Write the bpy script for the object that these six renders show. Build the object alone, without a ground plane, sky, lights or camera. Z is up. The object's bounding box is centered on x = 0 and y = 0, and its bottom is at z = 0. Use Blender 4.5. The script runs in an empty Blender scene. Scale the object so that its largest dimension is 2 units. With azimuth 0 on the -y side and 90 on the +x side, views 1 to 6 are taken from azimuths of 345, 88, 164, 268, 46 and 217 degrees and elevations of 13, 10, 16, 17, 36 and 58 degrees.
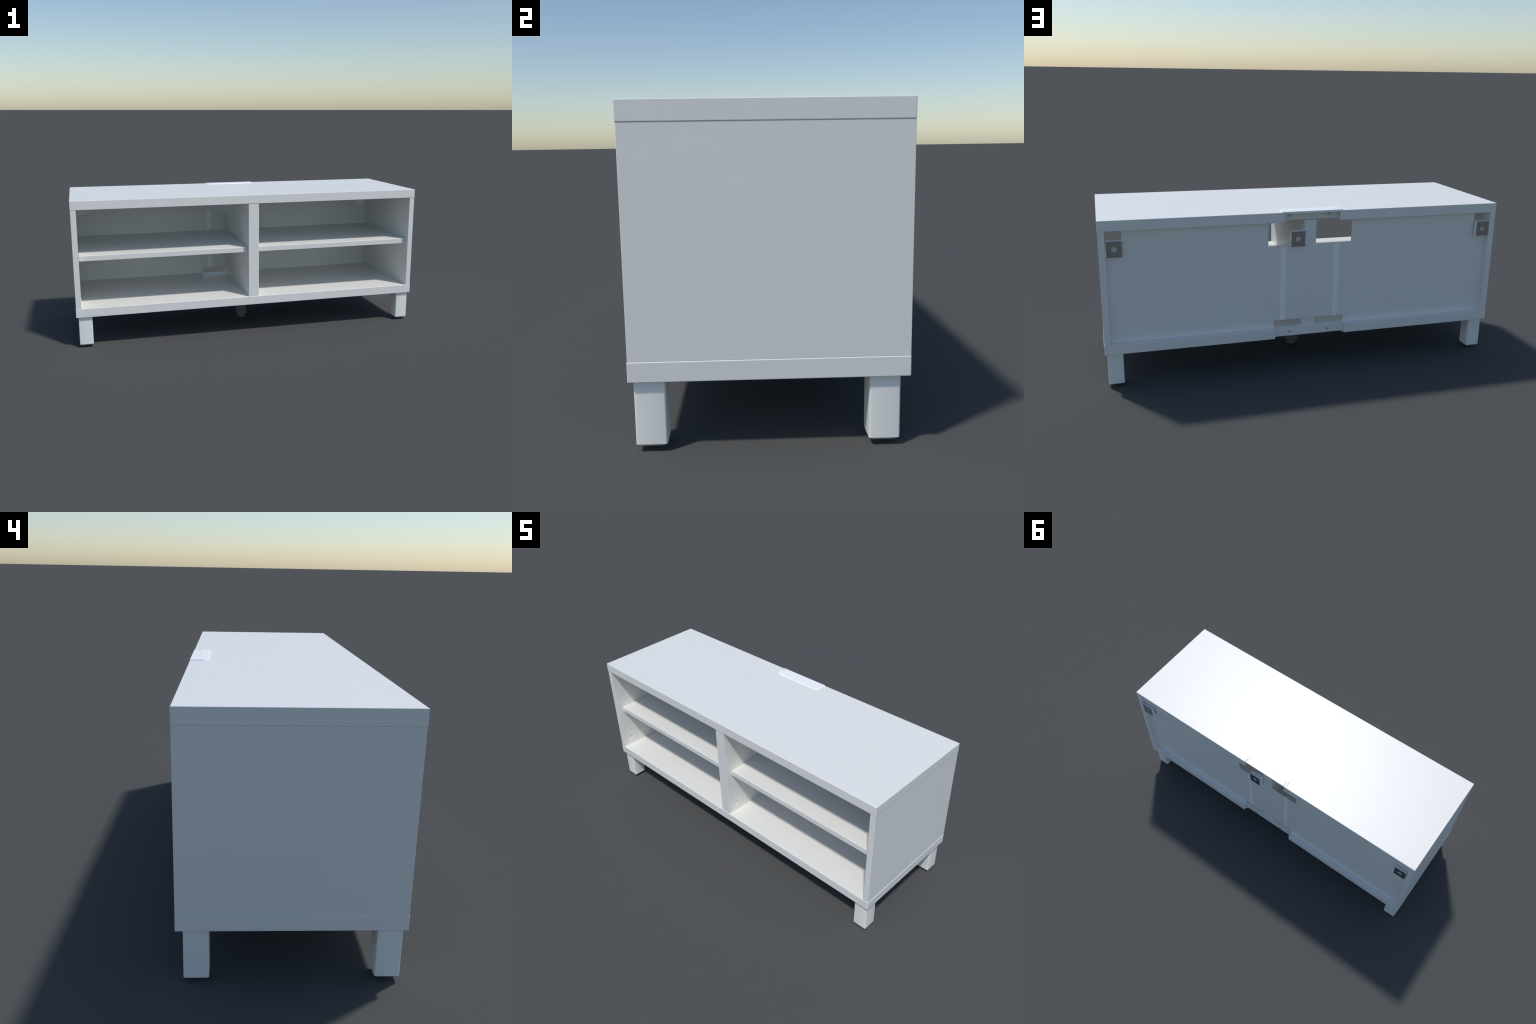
"""White two-bay open media bench on block legs, with cable cut-outs in the back,
a plastic cable cover in the top and steel wall-fixing boxes."""
import bpy, bmesh, math
from mathutils import Vector, Matrix

# ------------------------------------------------------------------ dimensions (metres)
HALF_L, HALF_D = 1.0, 0.3298          # outer half length and half depth
Z_BOTTOM, Z_FLOOR = 0.1734, 0.2225    # underside / upper face of the bottom panel
Z_CEIL, Z_TOP = 0.7632, 0.8122        # underside / upper face of the top panel
SIDE_IN, SIDE_OUT = 0.9695, 0.9987
DIV = 0.0300                          # half thickness of the divider
BACK_IN, BACK_OUT = 0.2970, 0.3020    # thin back boards
CUT_Z, CUT_HALF = 0.6380, 0.2125      # upper cable opening
LOW_Z, LOW_HALF = 0.2620, 0.1830      # lower cable opening
CORNER_CUT = 0.8945                   # corner openings for the wall-fixing boxes
SHELF_Z = (0.4790, 0.5090)
HOLE_PITCH, HOLE_START = 0.0534, 0.2786
HOLE_COLUMNS = (-0.2655, 0.0553, 0.2680)

scene_col = bpy.context.scene.collection


# ------------------------------------------------------------------ materials
def principled(name, colour, rough, metallic=0.0, spec=0.5, vary=0.0, scale=6.0, rough_vary=0.0, bump=0.0, coat=0.0):
    m = bpy.data.materials.new(name)
    m.use_nodes = True
    nt = m.node_tree
    b = nt.nodes["Principled BSDF"]
    b.inputs["Metallic"].default_value = metallic
    b.inputs["Specular IOR Level"].default_value = spec
    b.inputs["Coat Weight"].default_value = coat
    tc = nt.nodes.new("ShaderNodeTexCoord")
    n = nt.nodes.new("ShaderNodeTexNoise")
    n.inputs["Scale"].default_value = scale
    n.inputs["Detail"].default_value = 3.0
    nt.links.new(tc.outputs["Object"], n.inputs["Vector"])
    ramp = nt.nodes.new("ShaderNodeValToRGB")
    lo = [c * (1 - vary) for c in colour]
    hi = [min(1, c * (1 + vary)) for c in colour]
    ramp.color_ramp.elements[0].position = 0.3
    ramp.color_ramp.elements[1].position = 0.7
    ramp.color_ramp.elements[0].color = (*lo, 1)
    ramp.color_ramp.elements[1].color = (*hi, 1)
    nt.links.new(n.outputs["Fac"], ramp.inputs["Fac"])
    nt.links.new(ramp.outputs["Color"], b.inputs["Base Color"])
    mr = nt.nodes.new("ShaderNodeMapRange")
    mr.inputs["To Min"].default_value = rough - rough_vary
    mr.inputs["To Max"].default_value = rough + rough_vary
    nt.links.new(n.outputs["Fac"], mr.inputs["Value"])
    nt.links.new(mr.outputs["Result"], b.inputs["Roughness"])
    if bump:
        fine = nt.nodes.new("ShaderNodeTexNoise")
        fine.inputs["Scale"].default_value = 260.0
        nt.links.new(tc.outputs["Object"], fine.inputs["Vector"])
        bp = nt.nodes.new("ShaderNodeBump")
        bp.inputs["Strength"].default_value = bump
        bp.inputs["Distance"].default_value = 0.001
        nt.links.new(fine.outputs["Fac"], bp.inputs["Height"])
        nt.links.new(bp.outputs["Normal"], b.inputs["Normal"])
    return m


FOIL = principled("white_foil", (0.850, 0.848, 0.810), 0.40, vary=0.006, rough_vary=0.01)
LACQUER = principled("white_leg_lacquer", (0.910, 0.915, 0.870), 0.45, vary=0.006)
PLASTIC = principled("white_plastic", (0.980, 0.985, 0.980), 0.38, vary=0.004)
STEEL = principled("zinc_steel", (0.530, 0.545, 0.555), 0.22, metallic=1.0, vary=0.03, scale=20)
SCREW_STEEL = principled("bright_screw_steel", (0.62, 0.66, 0.66), 0.18, metallic=1.0)
GREY_PLASTIC = principled("dark_grey_plastic", (0.14, 0.145, 0.15), 0.5, vary=0.01)


# ------------------------------------------------------------------ helpers
ROOT = bpy.data.objects.new("media_bench", None)
ROOT["label"] = "white open media bench with four compartments on block legs"
ROOT["category"] = "tv bench"
scene_col.objects.link(ROOT)


def add(name, mesh, mat, parent=ROOT):
    o = bpy.data.objects.new(name, mesh)
    mesh.name = name
    if mat and not mesh.materials:
        mesh.materials.append(mat)
    scene_col.objects.link(o)
    o.parent = parent
    return o


def to_mesh(bm, name):
    bmesh.ops.recalc_face_normals(bm, faces=bm.faces)
    me = bpy.data.meshes.new(name)
    bm.to_mesh(me)
    bm.free()
    return me


def bake(o):
    """Apply the modifier stack of an object in place."""
    dg = bpy.context.evaluated_depsgraph_get()
    dg.update()
    me = bpy.data.meshes.new_from_object(o.evaluated_get(dg))
    old = o.data
    o.modifiers.clear()
    o.data = me
    me.name = old.name
    bpy.data.meshes.remove(old)
    me.name = o.name
    return o


def bevel(o, width, segments=3, angle=30):
    md = o.modifiers.new("edge", "BEVEL")
    md.width, md.segments, md.limit_method = width, segments, "ANGLE"
    md.angle_limit = math.radians(angle)
    md.use_clamp_overlap = True
    return o


def box_bm(lo, hi):
    bm = bmesh.new()
    bmesh.ops.create_cube(bm, size=1)
    lo, hi = Vector(lo), Vector(hi)
    for v in bm.verts:
        v.co = Vector(((lo[i] + hi[i]) / 2 + v.co[i] * (hi[i] - lo[i])) for i in range(3))
    return bm


def box(name, lo, hi, mat, r=0.0022, parent=ROOT, segments=3):
    o = add(name, to_mesh(box_bm(lo, hi), name), mat, parent)
    if r:
        bake(bevel(o, r, segments))
    return o


def prism_bm(points, z0, z1):
    """Straight extrusion of a plan outline (x, y) between two heights."""
    bm = bmesh.new()
    low = [bm.verts.new((x, y, z0)) for x, y in points]
    f = bm.faces.new(low)
    up = bmesh.ops.extrude_face_region(bm, geom=[f])
    for g in up["geom"]:
        if isinstance(g, bmesh.types.BMVert):
            g.co.z = z1
    return bm


def arc(cx, cy, r, a0, a1, n=8):
    return [(cx + r * math.cos(math.radians(a0 + (a1 - a0) * i / n)),
             cy + r * math.sin(math.radians(a0 + (a1 - a0) * i / n))) for i in range(n + 1)]


def rod_bm(centre, axis, r0, r1, length, seg=24, bm=None):
    """Cylinder or cone centred on a point along x, y or z."""
    bm = bm or bmesh.new()
    rot = {"x": Matrix.Rotation(math.pi / 2, 4, "Y"), "y": Matrix.Rotation(-math.pi / 2, 4, "X"), "z": Matrix()}[axis]
    bmesh.ops.create_cone(bm, cap_ends=True, segments=seg, radius1=r0, radius2=r1, depth=length,
                          matrix=Matrix.Translation(centre) @ rot)
    return bm


def cut(o, bm):
    """Subtract the volume of a bmesh from an object."""
    tool = bpy.data.objects.new("cutter", to_mesh(bm, "cutter"))
    scene_col.objects.link(tool)
    md = o.modifiers.new("cut", "BOOLEAN")
    md.operation, md.solver, md.object = "DIFFERENCE", "EXACT", tool
    bake(o)
    me = tool.data
    bpy.data.objects.remove(tool)
    bpy.data.meshes.remove(me)
    return o


# ------------------------------------------------------------------ top and bottom panels
def notched_outline(half, wall, r):
    """Plan of a panel with a round-cornered bay taken out of its rear edge."""
    pts = [(-HALF_L, -HALF_D), (HALF_L, -HALF_D), (HALF_L, HALF_D), (half, HALF_D)]
    pts += arc(half - r, wall + r, r, 0, -90, 20)
    pts += arc(-half + r, wall + r, r, -90, -180, 20)
    pts += [(-half, HALF_D), (-HALF_L, HALF_D)]
    return pts


def panel(name, outline, z0, z1, r):
    o = add(name, to_mesh(prism_bm(outline, z0, z1), name), FOIL)
    return bake(bevel(o, r, 3, 35))


TOP_BAY, TOP_WALL = 0.1405, 0.2770
LOW_BAY, LOW_WALL = 0.1810, 0.3030
panel("top_panel", notched_outline(TOP_BAY, TOP_WALL, 0.021), Z_CEIL, Z_TOP, 0.0021)
panel("bottom_panel", notched_outline(LOW_BAY, LOW_WALL, 0.0200), Z_BOTTOM, Z_FLOOR, 0.0021)


# ------------------------------------------------------------------ uprights with shelf-pin holes
def drill(o, x_face, direction):
    """Rows of shelf-pin holes and two hinge holes in one face of an upright."""
    bm = bmesh.new()
    for y in HOLE_COLUMNS:
        for k in range(9):
            rod_bm((x_face, y, HOLE_START + k * HOLE_PITCH), "x", 0.0036, 0.0036, 0.030, 14, bm)
    for k in (1, 7):
        rod_bm((x_face, -0.0560, HOLE_START + k * HOLE_PITCH), "x", 0.0050, 0.0050, 0.032, 16, bm)
    return cut(o, bm)


def cam_covers(x_face, sign):
    """Round plastic caps over the cam locks, each with a pry slot."""
    for y in (-0.2660, 0.2690):
        for z in (0.2520, 0.7345):
            bm = rod_bm((x_face + sign * 0.0004, y, z), "x", 0.0125, 0.0125, 0.0022, 32)
            o = add("cam_cover", to_mesh(bm, "cam_cover"), LACQUER)
            bake(bevel(o, 0.0006, 2, 40))
            cut(o, box_bm((x_face - 0.01, y - 0.0012, z - 0.0050), (x_face + 0.01, y + 0.0012, z + 0.0050)))


for s in (-1, 1):
    xs = sorted((s * SIDE_IN, s * SIDE_OUT))
    side = box("side_panel", (xs[0], -HALF_D + 0.0012, Z_FLOOR), (xs[1], HALF_D - 0.0004, Z_CEIL), FOIL, 0.0014)
    drill(side, s * SIDE_IN, s)
    cam_covers(s * SIDE_IN, -s)

divider = box("divider", (-DIV, -HALF_D + 0.0020, Z_FLOOR), (DIV, BACK_IN, Z_CEIL), FOIL, 0.0014)
for s in (-1, 1):
    drill(divider, s * DIV, s)
    cam_covers(s * DIV, s)

# ------------------------------------------------------------------ shelves
for s in (-1, 1):
    xs = sorted((s * (DIV + 0.0012), s * (SIDE_IN - 0.0012)))
    box("shelf", (xs[0], -0.2955, SHELF_Z[0]), (xs[1], 0.2950, SHELF_Z[1]), FOIL, 0.0022)


# ------------------------------------------------------------------ back boards with their openings
STRIP_MID, STRIP_HALF = 0.1370, 0.0137


def board(name, outline_xz):
    pts = [(x, -z) for x, z in outline_xz]
    bm = prism_bm(pts, BACK_IN, BACK_OUT)
    bm.transform(Matrix(((1, 0, 0, 0), (0, 0, 1, 0), (0, -1, 0, 0), (0, 0, 0, 1))))
    return add(name, to_mesh(bm, name), FOIL)


for s in (-1, 1):
    a = STRIP_MID + 0.0008
    board("back_board", [(s * x, z) for x, z in (
        (SIDE_IN, Z_FLOOR), (SIDE_IN, CUT_Z), (CORNER_CUT, CUT_Z), (CORNER_CUT, Z_CEIL),
        (CUT_HALF, Z_CEIL), (CUT_HALF, CUT_Z), (a, CUT_Z), (a, LOW_Z), (LOW_HALF, LOW_Z), (LOW_HALF, Z_FLOOR))])
b = STRIP_MID - 0.0008
board("back_board", [(-b, LOW_Z), (b, LOW_Z), (b, CUT_Z), (-b, CUT_Z)])

for s in (-1, 1):
    xs = (s * STRIP_MID - STRIP_HALF, s * STRIP_MID + STRIP_HALF)
    box("joining_strip", (xs[0], BACK_IN - 0.0012, LOW_Z - 0.0008), (xs[1], BACK_OUT + 0.0012, CUT_Z + 0.0008), PLASTIC, 0.0008, segments=2)


# ------------------------------------------------------------------ block legs
def block_leg_mesh():
    """Square post, rounded vertical edges, broad chamfer round the foot."""
    h, ch, zc, zb = 0.0370, 0.0100, 0.0168, 0.0085
    bm = bmesh.new()
    rings = []
    for z, half, r in ((Z_BOTTOM, h, 0.0050), (zc, h, 0.0050), (zb, h - ch, 0.0030)):
        k = half - r
        pts = arc(k, k, r, 0, 90, 4) + arc(-k, k, r, 90, 180, 4) + arc(-k, -k, r, 180, 270, 4) + arc(k, -k, r, 270, 360, 4)
        rings.append([bm.verts.new((x, y, z)) for x, y in pts])
    for a, c in zip(rings, rings[1:]):
        for i in range(len(a)):
            j = (i + 1) % len(a)
            bm.faces.new((a[i], a[j], c[j], c[i]))
    bm.faces.new(rings[0])
    bm.faces.new(rings[-1])
    me = to_mesh(bm, "leg")
    for p in me.polygons:
        p.use_smooth = True
    me.set_sharp_from_angle(angle=math.radians(38))
    return me


leg_mesh = block_leg_mesh()
for x in (-0.9513, 0.9513):
    for y in (-0.2812, 0.2716):
        o = add("leg", leg_mesh, LACQUER)
        o.location = (x, y, 0)

# middle support: square sleeve with notched skirt and a round levelling foot
sleeve = box("support_leg", (-0.0300, -0.0300, 0.0240), (0.0300, 0.0300, Z_BOTTOM), GREY_PLASTIC, 0.0030)
wedge = bmesh.new()
tri = [wedge.verts.new((x, -0.05, z)) for x, z in ((-0.0045, 0.02), (0.0045, 0.02), (0.0020, 0.033), (-0.0020, 0.033))]
f = wedge.faces.new(tri)
for g in bmesh.ops.extrude_face_region(wedge, geom=[f])["geom"]:
    if isinstance(g, bmesh.types.BMVert):
        g.co.y = 0.05
cut(sleeve, wedge)
foot = add("levelling_foot", to_mesh(rod_bm((0, 0, 0.0150), "z", 0.0235, 0.0235, 0.0300, 40), "levelling_foot"), GREY_PLASTIC, sleeve)
bake(bevel(foot, 0.0025, 3, 40))


# ------------------------------------------------------------------ cable cover let into the top
COVER_Z = Z_TOP + 0.0035
HX, Y0, RC = 0.1520, 0.2595, 0.0250
FLAP, FLAP_Y = 0.1360, 0.2975
ring = arc(-HX + RC, Y0 + RC, RC, 180, 270) + arc(HX - RC, Y0 + RC, RC, 270, 360)
GAP = 0.0028
frame_outline = ring + [(HX, HALF_D), (FLAP + GAP, HALF_D), (FLAP + GAP, FLAP_Y),
                        (-FLAP - GAP, FLAP_Y), (-FLAP - GAP, HALF_D), (-HX, HALF_D)]
bm = prism_bm(frame_outline, Z_TOP - 0.0010, COVER_Z)
rim = [e for e in bm.edges if all(v.co.z > Z_TOP and (abs(v.co.x) > HX - 1e-5 or v.co.y < Y0 + RC + 1e-5) for v in e.verts)]
bmesh.ops.bevel(bm, geom=rim, offset=0.0030, segments=3, profile=0.55, affect="EDGES")
cover = add("cable_cover", to_mesh(bm, "cable_cover"), PLASTIC)
flap = box("cover_flap", (-FLAP, FLAP_Y + 0.0010, COVER_Z - 0.0045), (FLAP, HALF_D - 0.0006, COVER_Z - 0.0003), PLASTIC, 0.0006, cover)
lip = box("flap_lip", (-FLAP - 0.0010, HALF_D - 0.0046, COVER_Z - 0.0105), (FLAP + 0.0010, HALF_D - 0.0018, COVER_Z - 0.0040), PLASTIC, 0.0006, cover)

# ------------------------------------------------------------------ steel wall-fixing boxes
BX, BZ0, BZ1 = 0.0364, 0.6402, 0.7195
BY_FREE, BY_WING, BY1 = 0.3105, 0.2945, 0.3290   # shallow free side, deep wing along the upright


for cx, side in ((0.9302, 1), (-0.9296, -1), (0.0708, -1)):
    plan = [(cx - side * BX, BY_FREE), (cx + side * BX, BY_WING), (cx + side * BX, BY1), (cx - side * BX, BY1)]
    br = add("wall_fixing_box", to_mesh(prism_bm(plan, BZ0, BZ1), "wall_fixing_box"), PLASTIC)
    bake(bevel(br, 0.0012, 2))
    cz = (BZ0 + BZ1) / 2
    cut(br, rod_bm((cx, BY1, cz), "y", 0.0150, 0.0150, 0.0450, 32))      # hollow behind the fixing hole
    # dark steel face plate with a round fixing hole and two corner slots beside the upright
    plate = box("face_plate", (cx - BX + 0.0014, BY1 - 0.0010, BZ0 + 0.0014), (cx + BX - 0.0014, BY1 + 0.0007, BZ1 - 0.0014), STEEL, 0.0004, br, 1)
    cut(plate, rod_bm((cx, BY1, cz), "y", 0.0128, 0.0128, 0.016, 32))
    for z in (BZ1 - 0.0085, BZ0 + 0.0065):
        xs = cx + side * (BX - 0.0062)
        cut(plate, box_bm((xs - 0.0036, BY1 - 0.004, z - 0.0020), (xs + 0.0036, BY1 + 0.004, z + 0.0020)))
        slot = box("slot_bottom", (xs - 0.0036, BY1 - 0.0030, z - 0.0020), (xs + 0.0036, BY1 + 0.0001, z + 0.0020), GREY_PLASTIC, 0, br)


# ------------------------------------------------------------------ round-headed screws in the cable bays
def screw_mesh():
    bm = bmesh.new()
    bmesh.ops.create_uvsphere(bm, u_segments=20, v_segments=14, radius=0.0064)
    for v in bm.verts:
        v.co.y *= 0.85
    me = to_mesh(bm, "screw")
    for p in me.polygons:
        p.use_smooth = True
    return me


screw = screw_mesh()
for y, z in ((TOP_WALL, 0.7870), (LOW_WALL, 0.1985)):
    for s in (-1, 1):
        o = add("screw", screw, SCREW_STEEL)
        o.location = (s * 0.0995, y + 0.0020, z)
